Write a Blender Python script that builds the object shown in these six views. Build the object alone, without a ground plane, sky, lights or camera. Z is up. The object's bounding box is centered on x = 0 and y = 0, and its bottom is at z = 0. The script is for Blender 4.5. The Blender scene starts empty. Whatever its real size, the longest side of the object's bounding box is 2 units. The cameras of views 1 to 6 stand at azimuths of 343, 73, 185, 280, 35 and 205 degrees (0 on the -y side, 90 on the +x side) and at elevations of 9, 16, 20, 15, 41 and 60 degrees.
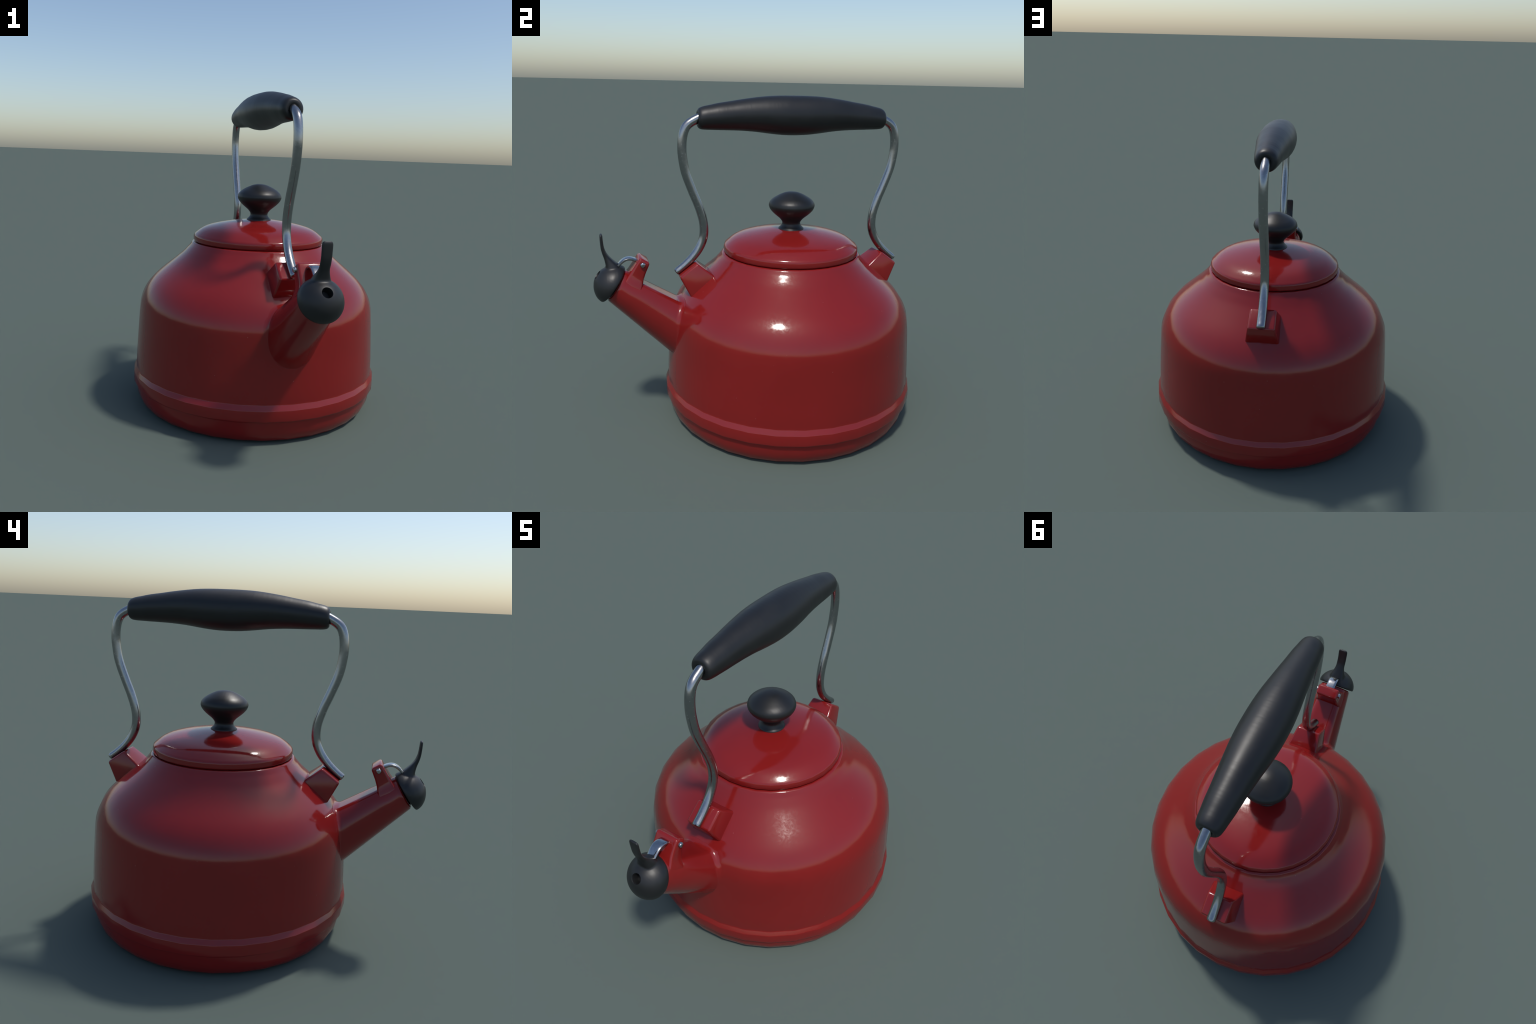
# Red enamel whistling kettle: body of revolution, lid with knob, spout with a
# hinged whistle cap, two lugs, two bent steel rods and a black grip.
import bpy, bmesh, math
from mathutils import Vector, Matrix, noise

CY = 0.2056           # the kettle's vertical axis stands at (0, CY)
SEG = 32              # facets round the body, as the outline shows

# ------------------------------------------------------------------ materials
def nodes_of(name):
    m = bpy.data.materials.new(name)
    m.use_nodes = True
    nt = m.node_tree
    return m, nt, nt.nodes["Principled BSDF"]

def add(nt, kind, **props):
    n = nt.nodes.new(kind)
    for k, v in props.items():
        if k in n.inputs:
            n.inputs[k].default_value = v
        else:
            setattr(n, k, v)
    return n

def ramp(nt, fac, stops):
    r = nt.nodes.new("ShaderNodeValToRGB")
    e = r.color_ramp.elements
    while len(e) < len(stops):
        e.new(0.5)
    for el, (p, c) in zip(e, stops):
        el.position = p
        el.color = (c, c, c, 1) if isinstance(c, (int, float)) else (*c, 1)
    nt.links.new(fac, r.inputs[0])
    return r.outputs[0]

def enamel_material():
    m, nt, b = nodes_of("red_enamel")
    L = nt.links.new
    tc = add(nt, "ShaderNodeTexCoord")
    # very slight cloudiness of the enamel
    cloud = add(nt, "ShaderNodeTexNoise", Scale=3.0, Detail=3.0)
    L(tc.outputs["Object"], cloud.inputs["Vector"])
    col = ramp(nt, cloud.outputs["Fac"], [(0.3, (0.204, 0.0102, 0.0096)), (0.7, (0.222, 0.0116, 0.0108))])
    # tiny pale specks mixed into the colour, as on the original
    vor = add(nt, "ShaderNodeTexVoronoi", Scale=16.0, Randomness=1.0)
    L(tc.outputs["Object"], vor.inputs["Vector"])
    speck = ramp(nt, vor.outputs["Distance"], [(0.0, 1.0), (0.035, 0.9), (0.055, 0.0)])
    pick = add(nt, "ShaderNodeTexNoise", Scale=11.0, Detail=0.0)
    L(tc.outputs["Object"], pick.inputs["Vector"])
    pick = ramp(nt, pick.outputs["Fac"], [(0.56, 0.0), (0.60, 0.16)])
    amt = add(nt, "ShaderNodeMath", operation="MULTIPLY")
    L(speck, amt.inputs[0]); L(pick, amt.inputs[1])
    mix = add(nt, "ShaderNodeMix", data_type="RGBA")
    L(amt.outputs[0], mix.inputs["Factor"])
    L(col, mix.inputs["A"]); mix.inputs["B"].default_value = (0.45, 0.30, 0.30, 1)
    L(mix.outputs["Result"], b.inputs["Base Color"])
    # wiping marks make the gloss uneven
    smudge = add(nt, "ShaderNodeTexNoise", Scale=34.0, Detail=6.0, Roughness=0.65, Distortion=1.6)
    L(tc.outputs["Object"], smudge.inputs["Vector"])
    rough = ramp(nt, smudge.outputs["Fac"], [(0.35, 0.075), (0.64, 0.17)])
    L(rough, b.inputs["Roughness"])
    b.inputs["IOR"].default_value = 1.5
    fine = add(nt, "ShaderNodeTexNoise", Scale=150.0, Detail=2.0)
    L(tc.outputs["Object"], fine.inputs["Vector"])
    bump = add(nt, "ShaderNodeBump", Strength=0.02, Distance=0.002)
    L(fine.outputs["Fac"], bump.inputs["Height"])
    L(bump.outputs["Normal"], b.inputs["Normal"])
    return m

def black_material():
    m, nt, b = nodes_of("black_phenolic")
    L = nt.links.new
    tc = add(nt, "ShaderNodeTexCoord")
    n = add(nt, "ShaderNodeTexNoise", Scale=9.0, Detail=4.0)
    L(tc.outputs["Object"], n.inputs["Vector"])
    L(ramp(nt, n.outputs["Fac"], [(0.3, (0.0085, 0.0088, 0.0092)), (0.7, (0.0105, 0.0108, 0.0112))]), b.inputs["Base Color"])
    L(ramp(nt, n.outputs["Fac"], [(0.3, 0.40), (0.7, 0.47)]), b.inputs["Roughness"])
    # faint turning rings round the grip's length
    mp = add(nt, "ShaderNodeMapping")
    mp.inputs["Scale"].default_value = (6.0, 55.0, 6.0)
    L(tc.outputs["Object"], mp.inputs["Vector"])
    g = add(nt, "ShaderNodeTexNoise", Scale=1.0, Detail=3.0)
    L(mp.outputs["Vector"], g.inputs["Vector"])
    bump = add(nt, "ShaderNodeBump", Strength=0.10, Distance=0.006)
    L(g.outputs["Fac"], bump.inputs["Height"])
    L(bump.outputs["Normal"], b.inputs["Normal"])
    return m

def steel_material(name, base, rlo, rhi):
    m, nt, b = nodes_of(name)
    L = nt.links.new
    tc = add(nt, "ShaderNodeTexCoord")
    n = add(nt, "ShaderNodeTexNoise", Scale=70.0, Detail=5.0, Roughness=0.7)
    L(tc.outputs["Object"], n.inputs["Vector"])
    L(ramp(nt, n.outputs["Fac"], [(0.3, tuple(c * 0.86 for c in base)), (0.7, base)]), b.inputs["Base Color"])
    L(ramp(nt, n.outputs["Fac"], [(0.3, rlo), (0.7, rhi)]), b.inputs["Roughness"])
    b.inputs["Metallic"].default_value = 1.0
    bump = add(nt, "ShaderNodeBump", Strength=0.04, Distance=0.002)
    L(n.outputs["Fac"], bump.inputs["Height"])
    L(bump.outputs["Normal"], b.inputs["Normal"])
    return m

RED = enamel_material()
BLACK = black_material()
STEEL = steel_material("brushed_steel", (0.36, 0.365, 0.37), 0.18, 0.28)
BRIGHT = steel_material("bright_steel", (0.42, 0.43, 0.44), 0.14, 0.22)

# ------------------------------------------------------------------ helpers
def spline(pts, per):
    """Catmull-Rom curve (centripetal-like, uniform) through tuples."""
    out = []
    n = len(pts)
    for i in range(n - 1):
        p0, p1, p2, p3 = (Vector(pts[max(i - 1, 0)]), Vector(pts[i]), Vector(pts[i + 1]), Vector(pts[min(i + 2, n - 1)]))
        if i == 0:
            p0 = p1 * 2 - p2
        if i == n - 2:
            p3 = p2 * 2 - p1
        for j in range(per):
            t = j / per
            out.append(0.5 * (2 * p1 + (p2 - p0) * t + (2 * p0 - 5 * p1 + 4 * p2 - p3) * t * t + (3 * p1 - p0 - 3 * p2 + p3) * t ** 3))
    out.append(Vector(pts[-1]))
    return out

def interp(table, x):
    if x <= table[0][0]:
        return table[0][1]
    for (a, fa), (b, fb) in zip(table, table[1:]):
        if x <= b:
            return fa + (fb - fa) * (x - a) / (b - a)
    return table[-1][1]

def smoothstep(a, b, x):
    t = max(0.0, min(1.0, (x - a) / (b - a)))
    return t * t * (3 - 2 * t)

def finish(bm, name, mat, parent, smooth=True, sharp_deg=None):
    bmesh.ops.recalc_face_normals(bm, faces=bm.faces)
    me = bpy.data.meshes.new(name)
    bm.to_mesh(me)
    bm.free()
    me.materials.append(mat)
    for p in me.polygons:
        p.use_smooth = smooth
    if sharp_deg is not None:
        me.set_sharp_from_angle(angle=math.radians(sharp_deg))
    ob = bpy.data.objects.new(name, me)
    bpy.context.collection.objects.link(ob)
    ob.parent = parent
    return ob

def skin_rings(bm, rings, cap_start=True, cap_end=True, closed=True):
    vs = [[bm.verts.new(p) for p in r] for r in rings]
    for a, b in zip(vs, vs[1:]):
        n = len(a)
        for i in range(n if closed else n - 1):
            j = (i + 1) % n
            bm.faces.new((a[i], a[j], b[j], b[i]))
    if cap_start:
        bm.faces.new(list(reversed(vs[0])))
    if cap_end:
        bm.faces.new(vs[-1])
    return vs

def revolve(profile, seg, centre=(0, CY, 0)):
    """Turn (radius, height) pairs round the vertical through centre."""
    bm = bmesh.new()
    c = Vector(centre)
    rings = []
    prof = [Vector((p[0], p[1])) for p in profile]
    for r, z in prof:
        rings.append([c + Vector((max(r, 1e-5) * math.cos(i * math.tau / seg), max(r, 1e-5) * math.sin(i * math.tau / seg), z)) for i in range(seg)])
    skin_rings(bm, rings, prof[0].x > 1e-4, prof[-1].x > 1e-4)
    bmesh.ops.remove_doubles(bm, verts=bm.verts, dist=1e-4)
    return bm

def sweep(path, section, up=Vector((1, 0, 0))):
    """Carry section(i) = list of (sideways-x, in-plane) along a path in the x = 0 plane."""
    rings = []
    n = len(path)
    for i, p in enumerate(path):
        t = (path[min(i + 1, n - 1)] - path[max(i - 1, 0)]).normalized()
        nrm = t.cross(up).normalized()
        rings.append([p + up * a + nrm * b for a, b in section(i)])
    return rings

def apply_modifiers(ob):
    dg = bpy.context.evaluated_depsgraph_get()
    me = bpy.data.meshes.new_from_object(ob.evaluated_get(dg))
    ob.modifiers.clear()
    old = ob.data
    name = old.name
    ob.data = me
    bpy.data.meshes.remove(old)
    me.name = name

# ------------------------------------------------------------------ the thing
kettle = bpy.data.objects.new("kettle", None)
bpy.context.collection.objects.link(kettle)
kettle.empty_display_size = 0.2
kettle["label"] = "glossy red enamel whistling kettle with black grip and steel handle"
kettle["category"] = "kettle"

# ------------------------------------------------------------------ body
shoulder = [(0.7755, 0.250), (0.7750, 0.300), (0.7700, 0.400), (0.7640, 0.500), (0.7590, 0.580), (0.7545, 0.630),
            (0.7490, 0.665), (0.7380, 0.703), (0.7205, 0.742), (0.6960, 0.781), (0.6610, 0.821), (0.6175, 0.860),
            (0.5690, 0.900), (0.5215, 0.940), (0.4880, 0.970), (0.4605, 1.000), (0.4460, 1.0165), (0.4355, 1.0310), (0.4305, 1.0385)]
foot = [(0.0, 0.006), (0.40, 0.006), (0.56, 0.004), (0.60, 0.0), (0.675, 0.0), (0.692, 0.0010), (0.708, 0.0050), (0.725, 0.0115),
        (0.7355, 0.0195), (0.7430, 0.029), (0.7540, 0.046), (0.7630, 0.068), (0.7685, 0.092), (0.7712, 0.116), (0.7718, 0.132),
        (0.7722, 0.1385), (0.7736, 0.1412), (0.7887, 0.1487), (0.7906, 0.1505), (0.7912, 0.154), (0.7920, 0.180), (0.7914, 0.211), (0.7908, 0.2140),
        (0.7894, 0.2165), (0.7783, 0.2380), (0.7766, 0.2408), (0.7758, 0.244)]
neck = [(0.4270, 1.0420), (0.4220, 1.0448), (0.4150, 1.0455), (0.4080, 1.0440), (0.4030, 1.038), (0.4000, 1.020)]
profile = foot + [tuple(v) for v in spline(shoulder, 3)] + neck
body = finish(revolve([(r * 1.0015, z) for r, z in profile], SEG), "body", RED, kettle, sharp_deg=60)

# outline of the body as a table height -> radius, for setting parts on it
body_table = sorted((z, r) for r, z in [tuple(v) for v in spline(shoulder, 3)])
def body_radius(z):
    return interp(body_table, z)

# ------------------------------------------------------------------ lid and knob
lid_profile = [(0.395, 1.030), (0.399, 1.0500), (0.4050, 1.0478), (0.4115, 1.0480), (0.4165, 1.0515), (0.4185, 1.0580), (0.4192, 1.0690),
               (0.4188, 1.0790), (0.4173, 1.0860), (0.4140, 1.0920), (0.4090, 1.0970)] + [tuple(v) for v in spline(
               [(0.4010, 1.1032), (0.3815, 1.1185), (0.3530, 1.1355), (0.3120, 1.1505), (0.2500, 1.1655), (0.1850, 1.1770), (0.1200, 1.1865), (0.0600, 1.1920), (0.0, 1.1935)], 2)]
lid = finish(revolve(lid_profile, SEG), "lid", RED, kettle, sharp_deg=60)
knob_profile = [(0.0, 1.176), (0.0730, 1.1780), (0.0785, 1.1850), (0.0790, 1.1915)] + [tuple(v) for v in spline(
               [(0.0775, 1.1950), (0.0650, 1.2070), (0.0575, 1.2190), (0.0560, 1.2280), (0.0600, 1.2400), (0.0740, 1.2570), (0.0930, 1.2730), (0.1150, 1.2920),
                (0.1330, 1.3130), (0.1408, 1.3320), (0.1405, 1.3440), (0.1345, 1.3600), (0.1165, 1.3780), (0.0940, 1.3920), (0.0720, 1.4035), (0.0450, 1.4145), (0.0220, 1.4195), (0.0, 1.4210)], 3)]
knob = finish(revolve(knob_profile, 36), "knob", BLACK, lid)

# ------------------------------------------------------------------ lugs (one on each side of the lid)
def lug(sign):
    """Tapered block standing on the shoulder; d is the distance from the axis along y."""
    corner = {"ti": (0.604, 1.020, 0.0755), "to": (0.711, 0.942, 0.0775), "bo": (0.652, 0.827, 0.0985), "bi": (0.504, 0.940, 0.0965)}
    def deep(t, b, f):
        (d0, z0, x0), (d1, z1, x1) = corner[t], corner[b]
        return d0 + (d1 - d0) * f, z0 + (z1 - z0) * f, x0 + (x1 - x0) * f
    quad = [corner["ti"], corner["to"], deep("to", "bo", 1.35), deep("ti", "bi", 1.35)]
    bm = bmesh.new()
    rows = []
    for side in (1, -1):
        rows.append([bm.verts.new((side * x, CY + sign * d, z)) for d, z, x in quad])
    a, b = rows
    bm.faces.new(a); bm.faces.new(list(reversed(b)))
    for i in range(4):
        j = (i + 1) % 4
        bm.faces.new((a[i], b[i], b[j], a[j]))
    bmesh.ops.recalc_face_normals(bm, faces=bm.faces)
    bmesh.ops.bevel(bm, geom=list(bm.edges), offset=0.013, segments=4, profile=0.5, affect="EDGES")
    return finish(bm, "lug", RED, kettle, sharp_deg=50)

# ------------------------------------------------------------------ handle rods and grip
half_rod = [(0.520, 1.875), (0.560, 1.8655), (0.590, 1.8525), (0.629, 1.830), (0.653, 1.803), (0.668, 1.758), (0.674, 1.700), (0.671, 1.642), (0.655, 1.551),
            (0.614, 1.437), (0.583, 1.360), (0.557, 1.274), (0.550, 1.207), (0.558, 1.150), (0.585, 1.091), (0.624, 1.040), (0.670, 0.997), (0.719, 0.959)]
def handle_rod(sign):
    path = [Vector((0, CY + 0.0006 + sign * v.x, v.y)) for v in spline(half_rod, 5)]
    n = len(path)
    def section(i):
        to_tip = (n - 1 - i) / (n - 1)
        a, b = 0.0258, 0.0266 - 0.0050 * (1 - smoothstep(0.0, 0.22, to_tip))
        return [(a * math.cos(k * math.tau / 16), b * math.sin(k * math.tau / 16)) for k in range(16)]
    rings = sweep(path, section)
    # rounded cut end
    end = path[-1]
    t = (path[-1] - path[-2]).normalized()
    last = rings[-1]
    for f, adv in ((0.90, 0.004), (0.72, 0.0058)):
        rings.append([end + (p - end) * f + t * adv for p in last])
    bm = bmesh.new()
    skin_rings(bm, rings)
    return finish(bm, "handle_rod", STEEL, kettle, sharp_deg=60)

for s in (-1, 1):
    lug(s)
    handle_rod(s)

GC = 0.2060           # middle of the grip
grip_rows = [(0.584, 1.8600, 0.0235), (0.594, 1.8580, 0.0260), (0.5975, 1.8575, 0.0330), (0.5982, 1.8575, 0.0415), (0.5960, 1.8580, 0.0490), (0.5890, 1.8580, 0.0565), (0.577, 1.8590, 0.0620), (0.555, 1.8610, 0.0665),
             (0.520, 1.8640, 0.0705), (0.470, 1.8685, 0.0765), (0.400, 1.8730, 0.0825), (0.330, 1.8775, 0.0895), (0.245, 1.8800, 0.0985),
             (0.165, 1.8790, 0.1075), (0.080, 1.8765, 0.1135), (0.0, 1.8755, 0.1150)]
rows = [(-d, z, r) for d, z, r in grip_rows] + [(d, z, r) for d, z, r in reversed(grip_rows[:-1])]
rows = [(d * 0.974, z, r) for d, z, r in rows]
dense = spline(rows, 3)
rings = []
for v in dense:
    rings.append([Vector((v.z * 1.02 * math.cos(k * math.tau / 32), GC + v.x, v.y + v.z * math.sin(k * math.tau / 32))) for k in range(32)])
bm = bmesh.new()
skin_rings(bm, rings)
grip = finish(bm, "grip", BLACK, kettle)

# ------------------------------------------------------------------ spout
TIP = Vector((0, -0.868, 0.905))            # centre of the mouth
IN = Vector((0, 0.843, -0.537)).normalized()  # from the mouth into the body
UP = Vector((0, 0.537, 0.843)).normalized()   # across the spout, upwards
def spout_point(s, x, p):
    return TIP + IN * s + UP * p + Vector((x, 0, 0))

def spout_section(s, n=48):
    top = 0.1005 - 0.0135 * smoothstep(0.04, 0.13, s) + 0.016 * s
    bottom = -0.1040 - 0.232 * max(s, 0.0)
    over = 0.0215 * smoothstep(0.05, 0.13, s)     # part of the ellipse that the flat top cuts off
    w = 0.1010 + 0.110 * max(s, 0.0)
    h = (top + over - bottom) / 2
    c = (top + over + bottom) / 2
    out = []
    for k in range(n):
        a = k * math.tau / n
        x, p = w * math.cos(a), c + h * math.sin(a)
        if over > 1e-4:                          # soft minimum with the flat top
            q = 0.004
            dlt = p - top
            p = p - 0.5 * (dlt + math.sqrt(dlt * dlt + q * q))
        out.append((x, p))
    return out

def inside_body(P):
    return math.hypot(P.x, P.y - CY) - body_radius(P.z)

N = 48
hits = []
for k in range(N):
    lo, hi = 0.15, 0.75
    for _ in range(40):
        mid = (lo + hi) / 2
        x, p = spout_section(mid, N)[k]
        if inside_body(spout_point(mid, x, p)) > 0:
            lo = mid
        else:
            hi = mid
    hits.append(lo)
rings = []
mouth = [(0.030, 0.080), (0.004, 0.082), (-0.004, 0.0900), (-0.004, 0.0945), (0.0, 0.0985)]
for s, r in mouth:
    rings.append([spout_point(s, r * math.cos(k * math.tau / N), r * math.sin(k * math.tau / N)) for k in range(N)])
steps = [0.006, 0.02, 0.04, 0.06, 0.08, 0.10, 0.12, 0.14]
for s in steps:
    rings.append([spout_point(s, x, p) for x, p in spout_section(s, N)])
rings.append([spout_point(0.14 + (hits[k] - 0.14) * 0.45, *spout_section(0.14 + (hits[k] - 0.14) * 0.45, N)[k]) for k in range(N)])

def fillet_point(k, phi):
    """Round the corner between spout and shoulder; the underside meets the body in a plain crease."""
    a = k * math.tau / N
    rho = 0.002 + 0.026 * smoothstep(-0.45, 0.35, math.sin(a))
    e, g = rho * (1 - math.cos(phi)), rho * (1 - math.sin(phi))
    o = Vector((math.cos(a), 0.75 * math.sin(a))).normalized() * e
    lo, hi = 0.12, 0.75
    for _ in range(36):
        mid = (lo + hi) / 2
        x, p = spout_section(mid, N)[k]
        if inside_body(spout_point(mid, x + o.x, p + o.y)) > 0:
            lo = mid
        else:
            hi = mid
    s = lo - g
    x, p = spout_section(s, N)[k]
    return spout_point(s, x + o.x, p + o.y)

for step in range(7):
    rings.append([fillet_point(k, step / 6 * math.pi / 2) for k in range(N)])
rings.append([p + IN * 0.03 for p in rings[-1]])
bm = bmesh.new()
skin_rings(bm, rings)
spout = finish(bm, "spout", RED, kettle, sharp_deg=55)

# hinge bracket standing on the spout
def hinge_bracket():
    rows = [(0.030, 0.010, 0.132, 0.0820), (0.050, 0.0125, 0.1300, 0.0830), (0.064, 0.0150, 0.1270, 0.0800), (0.078, 0.0170, 0.1230, 0.0765), (0.095, 0.0195, 0.1165, 0.0738), (0.112, 0.0212, 0.1100, 0.0725),
            (0.150, 0.0225, 0.101, 0.0720), (0.190, 0.0235, 0.095, 0.0720), (0.219, 0.0240, 0.091, 0.0715)]
    bm = bmesh.new()
    rings = []
    for p, s0, s1, w in rows:
        grow = 0.105 * (1 - smoothstep(0.06, 0.12, p))     # follows the widening spout
        rings.append([spout_point(s0, -w - grow * s0, p), spout_point(s0, w + grow * s0, p), spout_point(s1, w + grow * s1, p), spout_point(s1, -w - grow * s1, p)])
    skin_rings(bm, rings)
    bmesh.ops.recalc_face_normals(bm, faces=bm.faces)
    long_edges = [e for e in bm.edges if len(e.link_faces) == 2 and e.calc_face_angle(0) > 0.9]
    bmesh.ops.bevel(bm, geom=long_edges, offset=0.015, segments=5, profile=0.5, affect="EDGES")
    return finish(bm, "hinge_bracket", RED, spout, sharp_deg=50)
bracket = hinge_bracket()

# rivets at both ends of the hinge pin
for side in (-1, 1):
    c = TIP + IN * 0.0575 + UP * 0.190
    rings = []
    for x, r in ((0.060, 0.0155), (0.0790, 0.0155), (0.0830, 0.0145), (0.0858, 0.0115), (0.0872, 0.0065)):
        rings.append([c + Vector((side * x, 0, 0)) + IN * (r * math.cos(k * math.tau / 16)) + UP * (r * math.sin(k * math.tau / 16)) for k in range(16)])
    bm = bmesh.new()
    skin_rings(bm, rings)
    finish(bm, "rivet", BRIGHT, bracket, sharp_deg=60)

# ------------------------------------------------------------------ whistle cap with its lever
CAP = Vector((0, -0.884, 0.907))
OUT = Vector((0, -0.809, 0.588)).normalized()
CUP = Vector((0, 0.588, 0.809)).normalized()
def cap_point(axial, r, a):
    return CAP + OUT * axial + Vector((1, 0, 0)) * (r * math.cos(a)) + CUP * (r * math.sin(a))

def whistle_cap():
    dome = [(0.030, 0.0), (0.030, 0.098), (0.006, 0.106), (-0.001, 0.112), (0.000, 0.1175), (0.006, 0.1205), (0.020, 0.1195), (0.040, 0.1130), (0.060, 0.1005), (0.078, 0.0840),
            (0.094, 0.0620), (0.105, 0.0400), (0.1105, 0.0200), (0.1120, 0.0)]
    path = spline([(a, r) for a, r in dome], 4)
    bm = bmesh.new()
    rings = [[cap_point(v.x, max(v.y, 1e-5), k * math.tau / 48) for k in range(48)] for v in path]
    skin_rings(bm, rings, False, False)
    bmesh.ops.remove_doubles(bm, verts=bm.verts, dist=1e-4)
    # lever: a thumb tab, thin front to back, flaring into the dome
    tab = [(-0.872, 0.970, 0.056, 0.050), (-0.886, 1.012, 0.049, 0.0390), (-0.9000, 1.042, 0.0385, 0.0265), (-0.9150, 1.072, 0.0300, 0.0165), (-0.9275, 1.100, 0.0285, 0.0120), (-0.9355, 1.130, 0.0285, 0.0100), (-0.9385, 1.160, 0.0290, 0.0090), (-0.9400, 1.190, 0.0295, 0.0085), (-0.9402, 1.206, 0.0275, 0.0078), (-0.9402, 1.2135, 0.020, 0.0045)]
    line = spline(tab_line(tab), 5)
    size = spline([(w, t) for _, _, w, t in tab], 5)
    pts = [Vector((0, v.x, v.y)) for v in line]
    def section(i):
        w, t = size[i]
        ring = []
        for k in range(28):
            a = k * math.tau / 28
            ca, sa = math.cos(a), math.sin(a)
            e = 0.72                                       # squarish oval
            ring.append((w * math.copysign(abs(ca) ** e, ca), t * math.copysign(abs(sa) ** e, sa)))
        return ring
    skin_rings(bm, sweep(pts, section))
    ob = finish(bm, "whistle_cap", BLACK, kettle)
    m = ob.modifiers.new("weld", "REMESH")
    m.mode, m.voxel_size, m.use_smooth_shade = "VOXEL", 0.0030, True
    apply_modifiers(ob)
    # fillet: relax the skin strongly round the lever's root, lightly elsewhere
    root = ob.vertex_groups.new(name="root")
    rest = ob.vertex_groups.new(name="rest")
    for v in ob.data.vertices:
        h = v.co.z
        w = smoothstep(0.955, 0.990, h) * (1 - smoothstep(1.060, 1.105, h)) * smoothstep(-0.85, -0.875, v.co.y) * (1 - smoothstep(0.070, 0.110, abs(v.co.x)))
        root.add([v.index], w, "REPLACE")
        rest.add([v.index], 1 - w, "REPLACE")
    for group, times in (("root", 60), ("rest", 5)):
        m2 = ob.modifiers.new("soften", "SMOOTH")
        m2.factor, m2.iterations, m2.vertex_group = 0.5, times, group
    apply_modifiers(ob)
    ob.vertex_groups.clear()
    return ob

def tab_line(tab):
    return [(y, z) for y, z, _, _ in tab]

cap = whistle_cap()
# steam hole bored into the dome
bm = bmesh.new()
hole = [[cap_point(ax, r, k * math.tau / 32) for k in range(32)] for ax, r in ((0.060, 0.0255), (0.1035, 0.0265), (0.1065, 0.0280), (0.130, 0.042))]
skin_rings(bm, hole)
cutter = finish(bm, "steam_hole_cutter", BLACK, None)
mod = cap.modifiers.new("bore", "BOOLEAN")
mod.operation, mod.object, mod.solver = "DIFFERENCE", cutter, "EXACT"
apply_modifiers(cap)
bpy.data.objects.remove(cutter, do_unlink=True)
for p in cap.data.polygons:
    p.use_smooth = True
cap.data.set_sharp_from_angle(angle=math.radians(40))

# bent steel strap from the bracket to the cap
strap = spline([(-0.700, 1.022), (-0.722, 1.034), (-0.741, 1.0435), (-0.758, 1.0520), (-0.783, 1.0600), (-0.807, 1.0580), (-0.830, 1.0455), (-0.852, 1.0250), (-0.868, 1.004), (-0.878, 0.984)], 4)
pts = [Vector((0, v.x, v.y)) for v in strap]
def strap_section(i):
    w, t, q = 0.0285, 0.0072, 0.0035
    return [(-w, -t + q), (-w + q, -t), (-w * 0.5, -t - 0.0004), (w * 0.5, -t - 0.0004), (w - q, -t), (w, -t + q), (w, t - q), (w - q, t), (w * 0.5, t + 0.0008), (-w * 0.5, t + 0.0008), (-w + q, t), (-w, t - q)]
bm = bmesh.new()
skin_rings(bm, sweep(pts, strap_section))
finish(bm, "hinge_strap", BRIGHT, cap, sharp_deg=45)
